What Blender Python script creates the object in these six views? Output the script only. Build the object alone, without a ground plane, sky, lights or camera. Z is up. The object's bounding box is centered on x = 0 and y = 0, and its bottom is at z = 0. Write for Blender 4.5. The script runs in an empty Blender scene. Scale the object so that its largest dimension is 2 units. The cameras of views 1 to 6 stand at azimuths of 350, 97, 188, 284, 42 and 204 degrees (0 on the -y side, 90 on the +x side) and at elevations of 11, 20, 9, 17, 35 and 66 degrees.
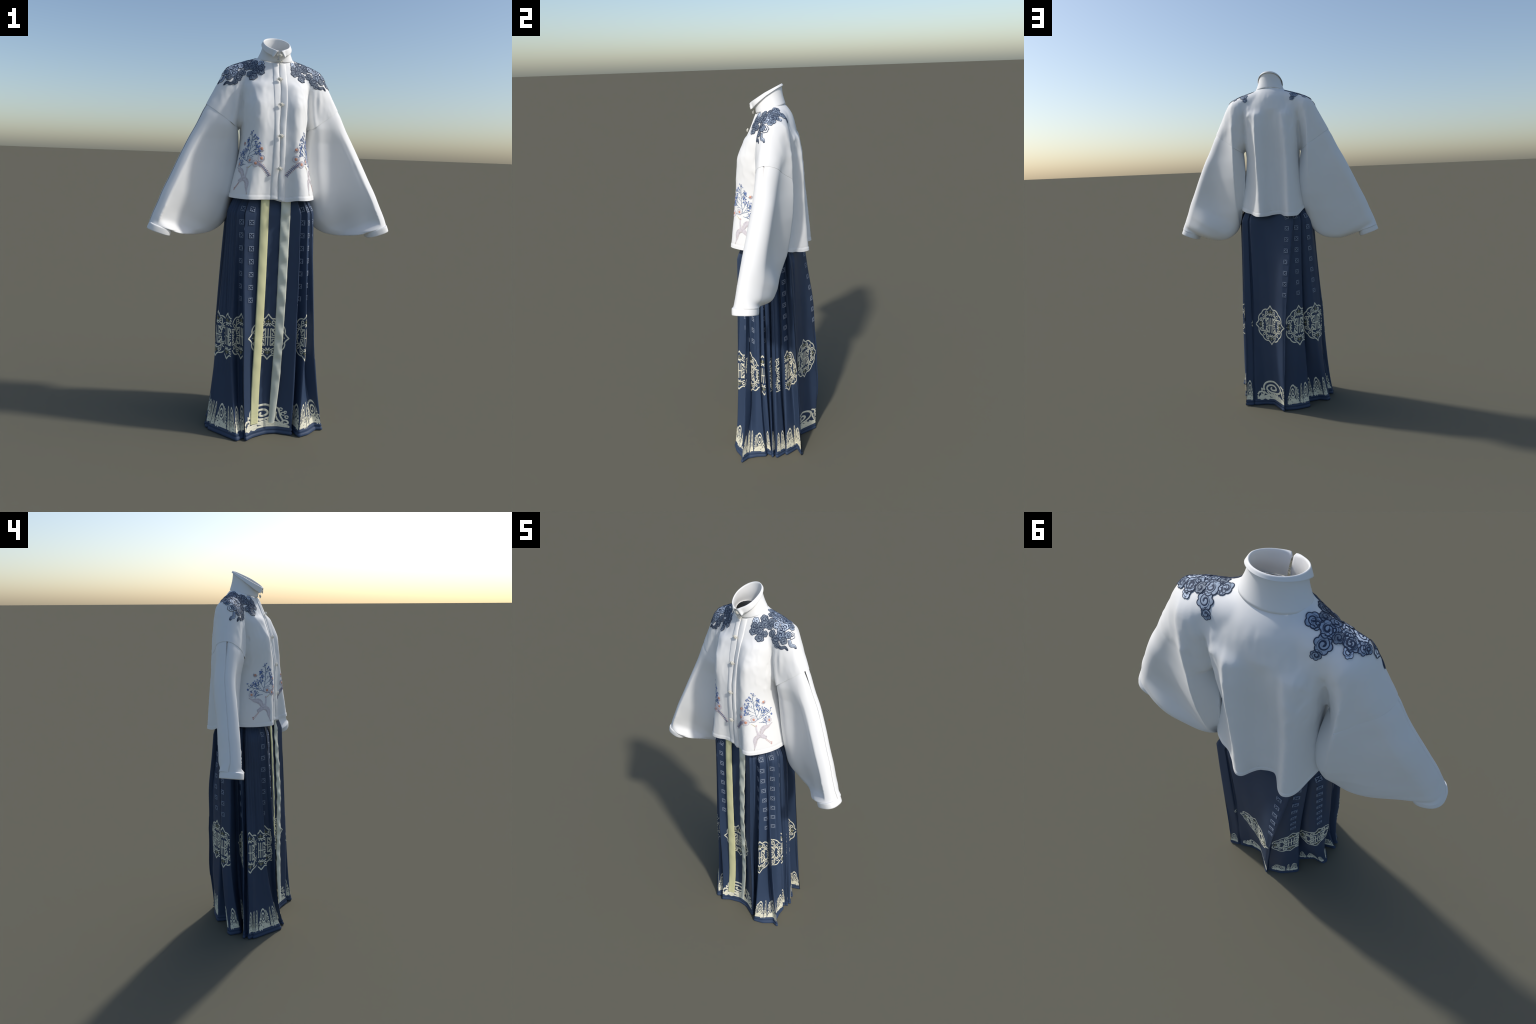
"""Traditional two-piece outfit: a white wide-sleeved stand-collar jacket with
embroidered shoulders, worn over a long navy pleated wrap skirt."""
import bpy, bmesh, math, random
import numpy as np
from mathutils import Vector, Matrix, noise
from mathutils.bvhtree import BVHTree

rng = random.Random(7)
TAU = math.tau

# ------------------------------------------------------------------ helpers
def smoothstep(a, b, x):
    t = min(1.0, max(0.0, (x - a) / (b - a)))
    return t * t * (3 - 2 * t)

def lerp(a, b, t):
    return a + (b - a) * t

def catmull(pts, n, closed=False):
    """Sample n points on a Catmull-Rom curve through pts."""
    P = np.array(pts, float)
    k = len(P)
    out = []
    segs = k if closed else k - 1
    for i in range(n):
        t = i / n * segs if closed else i / (n - 1) * segs
        j = min(int(t), segs - 1)
        f = t - j
        g = (lambda q: P[q % k]) if closed else (lambda q: P[min(max(q, 0), k - 1)])
        p0, p1, p2, p3 = g(j - 1), g(j), g(j + 1), g(j + 2)
        out.append(0.5 * (2 * p1 + (p2 - p0) * f + (2 * p0 - 5 * p1 + 4 * p2 - p3) * f * f
                          + (3 * p1 - p0 - 3 * p2 + p3) * f ** 3))
    return np.array(out)

def make_object(name, verts, faces, mat=None, parent=None, smooth=True, angle=None):
    me = bpy.data.meshes.new(name)
    me.from_pydata([tuple(v) for v in verts], [], faces)
    me.update()
    ob = bpy.data.objects.new(name, me)
    bpy.context.scene.collection.objects.link(ob)
    mats = mat if isinstance(mat, (list, tuple)) else [mat]
    for m in mats:
        if m:
            me.materials.append(m)
    if smooth:
        me.polygons.foreach_set('use_smooth', [True] * len(me.polygons))
        if angle:
            me.set_sharp_from_angle(angle=math.radians(angle))
    ob.parent = parent
    return ob

def make_root(name, label, category):
    ob = bpy.data.objects.new(name, None)
    ob.empty_display_size = 0.1
    bpy.context.scene.collection.objects.link(ob)
    ob["label"] = label
    ob["category"] = category
    return ob

def grid_faces(nr, nc, closed=False, flip=False):
    F = []
    for r in range(nr - 1):
        for c in range(nc if closed else nc - 1):
            d = (c + 1) % nc
            q = (r * nc + c, r * nc + d, (r + 1) * nc + d, (r + 1) * nc + c)
            F.append(q[::-1] if flip else q)
    return F

def solidify(ob, t, offset=-1):
    m = ob.modifiers.new("thickness", 'SOLIDIFY')
    m.thickness = t
    m.offset = offset
    return m

# ---------------------------------------------------------------- materials
def cloth(name, col, rough=0.8, var=0.06, weave=900.0, bump=0.08, sheen=0.0, blotch=4.0, spec=0.3):
    """Woven cloth: a base colour with soft blotches and a fine two-way weave."""
    m = bpy.data.materials.new(name)
    m.use_nodes = True
    nt = m.node_tree
    N, L = nt.nodes, nt.links
    bs = N["Principled BSDF"]
    bs.inputs["Roughness"].default_value = rough
    bs.inputs["Specular IOR Level"].default_value = spec
    if sheen:
        bs.inputs["Sheen Weight"].default_value = sheen
    tc = N.new("ShaderNodeTexCoord")
    no = N.new("ShaderNodeTexNoise")
    no.inputs["Scale"].default_value = blotch
    no.inputs["Detail"].default_value = 5
    L.new(tc.outputs["Object"], no.inputs["Vector"])
    cr = N.new("ShaderNodeValToRGB")
    lo = [c * (1 - var) for c in col]
    hi = [min(1, c * (1 + var)) for c in col]
    cr.color_ramp.elements[0].position = 0.3
    cr.color_ramp.elements[0].color = (*lo, 1)
    cr.color_ramp.elements[1].position = 0.7
    cr.color_ramp.elements[1].color = (*hi, 1)
    L.new(no.outputs["Fac"], cr.inputs["Fac"])
    L.new(cr.outputs["Color"], bs.inputs["Base Color"])
    if bump:
        w1 = N.new("ShaderNodeTexNoise")
        w1.inputs["Scale"].default_value = weave
        w1.inputs["Detail"].default_value = 2
        L.new(tc.outputs["Object"], w1.inputs["Vector"])
        bp = N.new("ShaderNodeBump")
        bp.inputs["Strength"].default_value = bump
        bp.inputs["Distance"].default_value = 0.002
        L.new(w1.outputs["Fac"], bp.inputs["Height"])
        L.new(bp.outputs["Normal"], bs.inputs["Normal"])
    return m

def thread(name, col, rough=0.6, var=0.12, scale=120.0):
    return cloth(name, col, rough, var, weave=scale * 8, bump=0.1, blotch=scale, spec=0.25)

M_WHITE = cloth("white_satin_cloth", (0.84, 0.84, 0.83), 0.62, 0.012, bump=0.05, blotch=9)
M_NAVY = cloth("navy_twill", (0.034, 0.057, 0.110), 0.52, 0.07, bump=0.06, blotch=3)
M_CREAM = thread("cream_thread", (0.80, 0.77, 0.61))
M_OLIVE = thread("olive_thread", (0.13, 0.135, 0.075))
M_MOTIF = thread("slate_thread", (0.22, 0.265, 0.35))
M_YELLOW = cloth("pale_yellow_ribbon", (0.70, 0.68, 0.39), 0.6, 0.03)
M_PALE = cloth("ivory_ribbon", (0.66, 0.68, 0.58), 0.5, 0.05)
M_PEARL = cloth("cream_knot_cord", (0.74, 0.71, 0.62), 0.55, 0.15, weave=500, blotch=260)
M_INK = thread("ink_blue_thread", (0.030, 0.045, 0.085))
M_FILL = [thread("slate_blue_thread", (0.19, 0.23, 0.285), var=0.2),
          thread("mid_blue_thread", (0.30, 0.37, 0.47), var=0.2),
          thread("sky_blue_thread", (0.58, 0.67, 0.80), var=0.12)]
M_WHITE_THREAD = thread("white_thread", (0.80, 0.82, 0.84), var=0.05)
M_STEM = thread("stem_blue_thread", (0.10, 0.17, 0.30))
M_BERRY = thread("berry_blue_thread", (0.12, 0.19, 0.42), var=0.25)
M_PETAL = thread("lilac_grey_thread", (0.56, 0.51, 0.56), var=0.15)
M_CORAL = thread("coral_thread", (0.66, 0.33, 0.23), var=0.2)
M_CRANE = thread("crane_grey_thread", (0.66, 0.62, 0.65), var=0.1, scale=200)
M_CRANE_DARK = thread("crane_shadow_thread", (0.50, 0.46, 0.50), var=0.1, scale=200)
M_TAN = thread("tan_thread", (0.60, 0.50, 0.42), var=0.1)
M_RED = thread("red_thread", (0.50, 0.17, 0.14))
M_BEAK = thread("straw_thread", (0.62, 0.52, 0.26))
M_LEAF = thread("plum_grey_thread", (0.30, 0.27, 0.36), var=0.2)

# -------------------------------------------------------- embroidery builder
class Embroidery:
    """Raised thread work. Shapes are drawn in a flat pattern frame and laid on
    the cloth by `place(x, y, h)` -> point h above the cloth (or None)."""

    def __init__(self, place, mats, keep=None, step=0.05):
        self.place, self.mats, self.keep, self.step = place, mats, keep, step
        self.v, self.f, self.fm = [], [], []

    def put(self, x, y, h):
        if self.keep and not self.keep(x, y):
            return None
        p = self.place(x, y, h)
        if p is None:
            return None
        self.v.append(p)
        return len(self.v) - 1

    def face(self, idx, m):
        if all(i is not None for i in idx):
            self.f.append(idx)
            self.fm.append(m)

    def stroke(self, pts, w, m=0, h=0.0012, closed=False, taper=0.0):
        """A padded satin-stitch line of width w (number or function of t)."""
        P = [np.array(p, float) for p in pts]
        if closed:
            P.append(P[0])
        Q = [P[0]]
        for a, b in zip(P[:-1], P[1:]):
            d = np.hypot(*(b - a))
            n = max(1, int(d / self.step + 0.5))
            for i in range(1, n + 1):
                Q.append(a + (b - a) * i / n)
        n = len(Q)
        if n < 2:
            return
        rows = []
        for i, q in enumerate(Q):
            a = Q[i - 1] if i > 0 else (Q[-2] if closed else Q[0])
            b = Q[i + 1] if i < n - 1 else (Q[1] if closed else Q[-1])
            t = b - a
            l = np.hypot(*t) or 1
            nx, ny = -t[1] / l, t[0] / l
            s = i / (n - 1)
            ww = (w(s) if callable(w) else w) / 2
            if taper:
                ww *= max(0.12, min(1, s / taper, (1 - s) / taper))
            rows.append((self.put(q[0] + nx * ww, q[1] + ny * ww, h * 0.25),
                         self.put(q[0] + nx * ww * .55, q[1] + ny * ww * .55, h),
                         self.put(q[0] - nx * ww * .55, q[1] - ny * ww * .55, h),
                         self.put(q[0] - nx * ww, q[1] - ny * ww, h * 0.25)))
        for r, s in zip(rows[:-1], rows[1:]):
            for k in range(3):
                self.face((r[k + 1], r[k], s[k], s[k + 1]), m)

    def blob(self, cx, cy, rad, m=0, h=0.0010, n=36, rings=3):
        """A filled star-shaped patch; rad(theta) gives its outline."""
        c = self.put(cx, cy, h)
        prev = None
        for k in range(1, rings + 1):
            f = k / rings
            ring = []
            for i in range(n):
                a = TAU * i / n
                r = rad(a) * f
                ring.append(self.put(cx + r * math.cos(a), cy + r * math.sin(a), h if k < rings else h * .3))
            for i in range(n):
                j = (i + 1) % n
                if prev is None:
                    self.face((c, ring[i], ring[j]), m)
                else:
                    self.face((prev[i], ring[i], ring[j], prev[j]), m)
            prev = ring

    def build(self, name, parent):
        if not self.f:
            return None
        ob = make_object(name, self.v, self.f, self.mats, parent)
        ob.data.polygons.foreach_set('material_index', self.fm)
        ob.data.update()
        return ob

def arc(cx, cy, r, a0, a1, n=16, ry=None):
    ry = r if ry is None else ry
    return [(cx + r * math.cos(math.radians(lerp(a0, a1, i / (n - 1)))),
             cy + ry * math.sin(math.radians(lerp(a0, a1, i / (n - 1))))) for i in range(n)]

def spiral(cx, cy, r0, r1, a0, a1, n=30):
    out = []
    for i in range(n):
        t = i / (n - 1)
        a = math.radians(lerp(a0, a1, t))
        r = lerp(r0, r1, t)
        out.append((cx + r * math.cos(a), cy + r * math.sin(a)))
    return out

# ======================================================================= SKIRT
# Pleat edges, counter-clockwise seen from above, starting at the left edge of
# the flat front panel.  Each row: position at hem, at knee (z .55), at hip (z 1.15)
PLEATS = [
    ((-.127, -.246), (-.146, -.194), (-.155, -.149)),   # 0 front panel, left edge
    ((-.085, -.215), (-.100, -.174), (-.100, -.143)),   # 1
    ((-.014, -.187), (-.014, -.156), (-.020, -.139)),   # 2
    ((.044, -.186), (.066, -.176), (.062, -.152)),      # 3
    ((.121, -.217), (.126, -.205), (.125, -.176)),      # 4 front panel, right edge
    ((.112, -.182), (.116, -.165), (.116, -.145)),      # 5 turned under
    ((.124, -.150), (.126, -.128), (.130, -.126)),      # 6 deep recess
    ((.152, -.241), (.176, -.193), (.166, -.147)),      # 7 first right pleat
    ((.208, -.220), (.186, -.150), (.176, -.128)),      # 8
    ((.260, -.176), (.196, -.124), (.180, -.112)),      # 9
    ((.297, -.181), (.234, -.150), (.197, -.112)),      # 10 flared ridge
    ((.258, -.148), (.184, -.124), (.178, -.100)),      # 11 deep valley
    ((.242, -.100), (.231, -.089), (.206, -.080)),      # 12
    ((.236, -.052), (.240, -.067), (.214, -.058)),      # 13
    ((.212, -.046), (.214, -.064), (.199, -.056)),      # 14
    ((.226, -.020), (.228, -.038), (.212, -.036)),      # 15
    ((.196, -.026), (.192, -.036), (.184, -.034)),      # 16
    ((.243, -.012), (.237, -.012), (.214, -.010)),      # 17
    ((.204, .000), (.194, -.008), (.188, -.008)),       # 18
    ((.245, .012), (.238, .015), (.214, .010)),         # 19
    ((.198, .060), (.206, .042), (.200, .034)),         # 20
    ((.160, .048), (.168, .043), (.170, .032)),         # 21
    ((.219, .064), (.192, .064), (.190, .052)),         # 22
    ((.158, .124), (.136, .096), (.136, .078)),         # 23 deep fold
    ((.216, .153), (.202, .134), (.190, .108)),         # 24 back panel, right edge
    ((.170, .146), (.158, .131), (.150, .118)),         # 25
    ((.163, .135), (.152, .122), (.146, .110)),         # 26 small tuck
    ((.150, .141), (.140, .130), (.136, .120)),         # 27
    ((.084, .128), (.098, .133), (.095, .127)),         # 28
    ((.035, .133), (.031, .160), (.045, .132)),         # 29
    ((-.024, .210), (-.044, .222), (-.050, .143)),      # 30 drape
    ((-.034, .222), (-.065, .231), (-.125, .162)),      # 31 back panel, left edge
    ((-.030, .205), (-.056, .206), (-.115, .140)),      # 32
    ((-.106, .194), (-.112, .176), (-.137, .134)),      # 33
    ((-.186, .150), (-.165, .126), (-.165, .120)),      # 34
    ((-.160, .086), (-.138, .096), (-.142, .098)),      # 35
    ((-.238, .046), (-.196, .109), (-.176, .104)),      # 36
    ((-.291, .052), (-.228, .100), (-.194, .100)),      # 37 flared tip
    ((-.303, .034), (-.253, .062), (-.215, .070)),      # 38
    ((-.271, -.022), (-.266, .036), (-.223, .036)),     # 39
    ((-.180, -.004), (-.168, .032), (-.170, .028)),     # 40
    ((-.184, -.026), (-.150, .018), (-.168, .014)),     # 41
    ((-.323, -.050), (-.250, -.036), (-.220, -.019)),   # 42
    ((-.286, -.064), (-.200, -.046), (-.192, -.030)),   # 43
    ((-.318, -.082), (-.270, -.069), (-.228, -.045)),   # 44
    ((-.298, -.096), (-.262, -.095), (-.222, -.061)),   # 45
    ((-.305, -.108), (-.230, -.109), (-.213, -.080)),   # 46
    ((-.239, -.174), (-.216, -.131), (-.202, -.100)),   # 47
    ((-.172, -.241), (-.202, -.152), (-.190, -.119)),   # 48 front edge of left pleats
    ((-.148, -.222), (-.160, -.122), (-.172, -.116)),   # 49
    ((-.126, -.214), (-.138, -.163), (-.152, -.129)),   # 50
]
NP = len(PLEATS)
SUB = 8                      # columns per pleat segment
SKIRT_TOP = 1.28
NZ = 110

def pleat_at(i, z):
    a, b, c = (np.array(q) for q in PLEATS[i])
    d = c * 0.84                                    # waist under the jacket
    if z < 0.55:
        t = z / 0.55
        # flare gathers low down, the panels hang straighter above
        e = 1 - (1 - t) ** (2.8 if i < 7 or i in (8, 9, 11, 28, 29) or i > 48 else 1.35 if i < 35 else 1.8)
        return a + (b - a) * e
    if z < 1.15:
        return b + (c - b) * ((z - 0.55) / 0.60)
    return c + (d - c) * smoothstep(1.14, 1.235, z)

def build_skirt_grid():
    NC = NP * SUB
    G = np.zeros((NZ + 1, NC, 3))
    for r in range(NZ + 1):
        t = r / NZ
        z = SKIRT_TOP * (t ** 1.45)
        P = [pleat_at(i, z) for i in range(NP)]
        row = np.zeros((NC, 2))
        for i in range(NP):
            p, q = P[i], P[(i + 1) % NP]
            for k in range(SUB):
                row[i * SUB + k] = p + (q - p) * (k / SUB)
        # soften the creases a little
        row = 0.5 * row + 0.25 * np.roll(row, 1, 0) + 0.25 * np.roll(row, -1, 0)
        G[r, :, :2] = row
        G[r, :, 2] = z
    # outward direction of the ring
    # the back drape swells below the knee
    for c in range(NC):
        w = smoothstep(29.2, 30.2, c / SUB) * (1 - smoothstep(32.8, 34, c / SUB))
        G[:, c, 1] += w * (.012 * np.exp(-((G[:, c, 2] - .29) / .14) ** 2) + .012 * np.exp(-((G[:, c, 2] - .82) / .16) ** 2))
    tang = np.roll(G[:, :, :2], -1, 1) - np.roll(G[:, :, :2], 1, 1)
    nrm = np.stack([tang[..., 1], -tang[..., 0]], -1)
    nrm /= np.linalg.norm(nrm, axis=-1, keepdims=True) + 1e-9
    for r in range(NZ + 1):
        z = G[r, 0, 2]
        # fine knife pleats on the sides, fading toward the hem
        amp = 0.0045 * smoothstep(0.15, 0.8, z)
        for c in range(NC):
            u = c / SUB
            side = (12 <= u <= 23) or (41 <= u <= 48)
            if side:
                ph = (u * 1.5) % 1.0
                G[r, c, :2] += nrm[r, c] * amp * (ph - 0.5) * 1.5
            # long soft drape waves
            G[r, c, :2] += nrm[r, c] * 0.003 * math.sin(u * 1.7 + 5 * z) * smoothstep(0, .3, z)
        # hem: a stitched channel and a rolled edge
        if z < 0.034:
            roll = 0.0055 * math.sqrt(max(0, 1 - ((z - 0.008) / 0.009) ** 2)) if abs(z - 0.008) < 0.009 else 0.0
            ch = 0.0035 * smoothstep(0.018, 0.023, z) * (1 - smoothstep(0.031, 0.035, z))
            G[r, :, :2] += nrm[r] * (roll + ch)
    return G, nrm

GRID, GNRM = build_skirt_grid()
ZROWS = GRID[:, 0, 2]

def skirt_point(u, z, h=0.0):
    """Point h outside the skirt cloth at pleat coordinate u and height z."""
    NC = NP * SUB
    r = min(max(np.searchsorted(ZROWS, z) - 1, 0), NZ - 1)
    f = (z - ZROWS[r]) / (ZROWS[r + 1] - ZROWS[r])
    c = (u % NP) * SUB
    i = int(c) % NC
    g = c - int(c)
    j = (i + 1) % NC
    A = GRID[r, i] * (1 - g) + GRID[r, j] * g
    B = GRID[r + 1, i] * (1 - g) + GRID[r + 1, j] * g
    p = A * (1 - f) + B * f
    d1 = GRID[r, j] - GRID[r, i]
    d2 = B - A
    n = np.cross(d1, d2)
    n /= np.linalg.norm(n) + 1e-12
    return Vector(p + n * h)

skirt = make_root("pleated_skirt", "long navy pleated wrap skirt with cream embroidery and ribbons", "skirt")
NC = NP * SUB

def skirt_part(name, u0, u1, z0, z1, offset=0.0):
    rows = [r for r in range(NZ + 1) if z0 - 1e-6 <= ZROWS[r] <= z1 + 1e-6]
    cols = list(range(int(u0 * SUB), int(u1 * SUB) + 1))
    V = [GRID[r, c % NC] for r in rows for c in cols]
    return V, grid_faces(len(rows), len(cols))

# the whole skirt is one cloth: build it once, take its normals, then split it by panel
full = make_object("skirt_whole", GRID.reshape(-1, 3), grid_faces(NZ + 1, NC, closed=True), M_NAVY, None)
full.data.update()
fulln = np.zeros(len(full.data.vertices) * 3)
full.data.vertices.foreach_get('normal', fulln)
fulln = fulln.reshape(NZ + 1, NC, 3)
bpy.data.objects.remove(full)

def split_panel(name, u0, u1):
    cols = list(range(u0 * SUB, u1 * SUB + 1))
    V = [GRID[r, c % NC] for r in range(NZ + 1) for c in cols]
    ob = make_object(name, V, grid_faces(NZ + 1, len(cols)), M_NAVY, skirt)
    ob.data.normals_split_custom_set_from_vertices([tuple(fulln[r, c % NC]) for r in range(NZ + 1) for c in cols])
    solidify(ob, 0.0022)
    return ob

split_panel("front_panel", 0, 5)
split_panel("pleated_side", 5, 24)
split_panel("back_panel", 24, 32)
split_panel("pleated_side", 32, NP)

# arc length along the cloth at knee height, to lay the printed bands out
_kn = GRID[int(np.searchsorted(ZROWS, 0.53))][:, :2]
_al = np.concatenate([[0], np.cumsum(np.linalg.norm(np.roll(_kn, -1, 0) - _kn, axis=1))])
ALL = _al[-1]

def u_to_arc(u):
    k = math.floor(u / NP)
    return k * ALL + float(np.interp((u % NP) * SUB, range(NC + 1), _al))

def arc_to_u(a):
    k = math.floor(a / ALL)
    return k * NP + float(np.interp(a % ALL, _al, np.arange(NC + 1))) / SUB

# ---- round medallions
def medallion_pattern(e):
    def outline(a):
        """Eight soft lobes with a pointed cusp on each axis."""
        d = abs(((a + math.pi / 4) % (math.pi / 2)) - math.pi / 4)      # 0 on an axis
        q = d / (math.pi / 4)
        r = .865 + .055 * abs(math.sin(math.pi * (q * 1.5 + .5))) ** .8
        return r + .12 * math.exp(-(d / .065) ** 1.3) - .02 * math.exp(-((d - .2) / .08) ** 2)
    n = 144
    e.stroke([(outline(TAU * i / n) * math.cos(TAU * i / n), outline(TAU * i / n) * math.sin(TAU * i / n)) for i in range(n)],
             0.058, 0, closed=True)
    w = 0.046
    e.stroke([(0, -.40), (0, .40)], w, 0)                # longevity roundel
    e.stroke([(-.33, 0), (.33, 0)], w, 0)
    for sx in (-1, 1):
        e.stroke([(sx * .125, -.385), (sx * .125, .385)], w, 0)
        for sy in (-1, 1):
            e.stroke([(sx * .125, sy * .385)] + [(sx * (.125 + .215 * math.sin(t)), sy * (.09 + .295 * math.cos(t)))
                     for t in np.linspace(.2, 1.571, 9)] + [(sx * .21, sy * .09), (sx * .21, sy * .20)], w, 0)
    for k in range(4):                                   # paired scrolls on the diagonals
        ca, sa = math.cos(math.pi / 4 + k * math.pi / 2), math.sin(math.pi / 4 + k * math.pi / 2)
        for sd in (-1, 1):
            R = lambda p: (p[0] * ca - sd * p[1] * sa, p[0] * sa + sd * p[1] * ca)
            e.stroke([R(p) for p in [(.50, .02), (.58, .10), (.66, .17), (.73, .25)] + spiral(.655, .30, .085, .035, -20, 290, 18)], w, 0)
            e.stroke([R(p) for p in [(.58, .10), (.55, .22), (.52, .30)] + spiral(.455, .325, .07, .03, -15, 270, 14)], w, 0)
            e.stroke([R(p) for p in [(.50, .02), (.44, .08)] + spiral(.40, .045, .055, .025, 60, 300, 10)], w, 0)
        R = lambda p: (p[0] * ca - p[1] * sa, p[0] * sa + p[1] * ca)
        e.stroke([R(p) for p in arc(.68, 0, .10, 0, 350, 22, ry=.055)], w * .8, 0)
    for k in range(4):                                   # olive lotus buds
        ca, sa = math.cos(k * math.pi / 2), math.sin(k * math.pi / 2)
        R = lambda p: (p[0] * ca - p[1] * sa, p[0] * sa + p[1] * ca)
        for j in range(-4, 5):
            t = j * .36
            e.stroke([R((.665 + .02 * math.cos(t), .05 * math.sin(t))), R((.665 + .155 * math.cos(t), .155 * math.sin(t)))], 0.042, 1, taper=.5)
        e.stroke([R((.66, 0)), R((.84, 0))], .03, 0)
        c = R((.60, 0))
        e.blob(c[0], c[1], lambda a: .036, 0, n=12, rings=1)

def add_medallion(uc, dz=0.0, shift=0.0, clip=None, half=0.104, hz=0.116):
    ac = u_to_arc(uc) + shift
    ca0 = u_to_arc(clip[0]) if clip else -9
    ca1 = u_to_arc(clip[1]) if clip else 9
    def place(x, y, h):
        return skirt_point(arc_to_u(ac + x * half), 0.520 + dz + y * hz, h)
    def keep(x, y):
        return ca0 <= ac + x * half <= ca1
    e = Embroidery(place, [M_CREAM, M_OLIVE], keep, step=0.035)
    medallion_pattern(e)
    return e.build("medallion", skirt)

# pleat coordinate of the centre, lift, shift along the cloth, visible stretch of cloth
MEDALLIONS = [
    (2.0, 0, 0, (0.02, 3.98)), (7.15, 0, 0, (6.1, 9.6)), (11.0, 0, 0, (10.08, 12.95)), (14.6, 0, 0, (14.05, 14.97)),
    (17.3, 0, .045, (17.0, 18.0)), (19.6, 0, .03, (19.05, 19.95)), (23.0, 0, -.034, (22.0, 23.95)),
    (25.2, 0, .10, (25.02, 26.0)), (29.0, 0, 0, (27.2, 30.98)), (33.45, 0, 0, (32.1, 33.98)),
    (37.3, 0, 0, (35.2, 38.98)), (42.0, 0, 0, (40.6, 41.98)), (44.4, 0, 0, (44.02, 46.05)),
    (46.85, 0, 0, (46.2, 47.97)), (49.4, 0, 0, (48.05, 50.5)),
]
for uc, dz, sh, cl in MEDALLIONS:
    add_medallion(uc, dz, sh, cl)

# ---- small square motifs, eight to a column
def square_motif_mesh():
    V, F = [], []
    def bar(pts, h=0.0011):
        n = len(pts)
        b = len(V)
        for p in pts:
            V.append((p[0], p[1], -0.0006))
        for p in pts:
            V.append((p[0] * .97, p[1] * .97, h))
        F.append(tuple(range(b + n, b + 2 * n)))
        for i in range(n):
            j = (i + 1) % n
            F.append((b + i, b + j, b + n + j, b + n + i))
    s, t = 0.0125, 0.0024
    for k in range(4):
        ca, sa = (1, 0, -1, 0)[k], (0, 1, 0, -1)[k]
        R = lambda p: (p[0] * ca - p[1] * sa, p[0] * sa + p[1] * ca)
        bar([R(p) for p in ((-s, -s), (s, -s), (s - t, -s + t), (-s + t, -s + t))])
        bar([R(p) for p in ((-.0045, -s + t * .9), (.0045, -s + t * .9), (0, -.0035))])
        bar([R(p) for p in ((s - t * 2.0, -s + t * .9), (s - t * .9, -s + t * .9), (s - t * .9, -s + t * 2.0))])
    me = bpy.data.meshes.new("square_motif")
    me.from_pydata(V, [], F)
    me.materials.append(M_MOTIF)
    return me

MOTIF = square_motif_mesh()
# pleat coordinate of each column at z 1.17 and at z .72
COLUMNS = [(0.68, 0.75), (6.35, 6.35), (7.5, 8.6), (11.75, 11.6), (15.6, 15.6), (22.5, 22.4),
           (30.55, 30.45), (33.05, 33.4), (37.2, 37.4), (41.55, 41.6), (49.6, 49.2)]
for ut, ub in COLUMNS:
    for k in range(9):
        z = 0.718 + 0.0645 * k
        u = lerp(ub, ut, (z - 0.72) / 0.45)
        p = skirt_point(u, z, 0.0014)
        tx = skirt_point(u + 0.05, z) - skirt_point(u - 0.05, z)
        tz = skirt_point(u, z + 0.01) - skirt_point(u, z - 0.01)
        n = tx.cross(tz).normalized()
        tz.normalize()
        tx = tz.cross(n)
        ob = bpy.data.objects.new("square_motif", MOTIF)
        ob.matrix_world = Matrix(((tx.x, tz.x, n.x, p.x), (tx.y, tz.y, n.y, p.y), (tx.z, tz.z, n.z, p.z), (0, 0, 0, 1)))
        bpy.context.scene.collection.objects.link(ob)
        ob.parent = skirt

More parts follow.
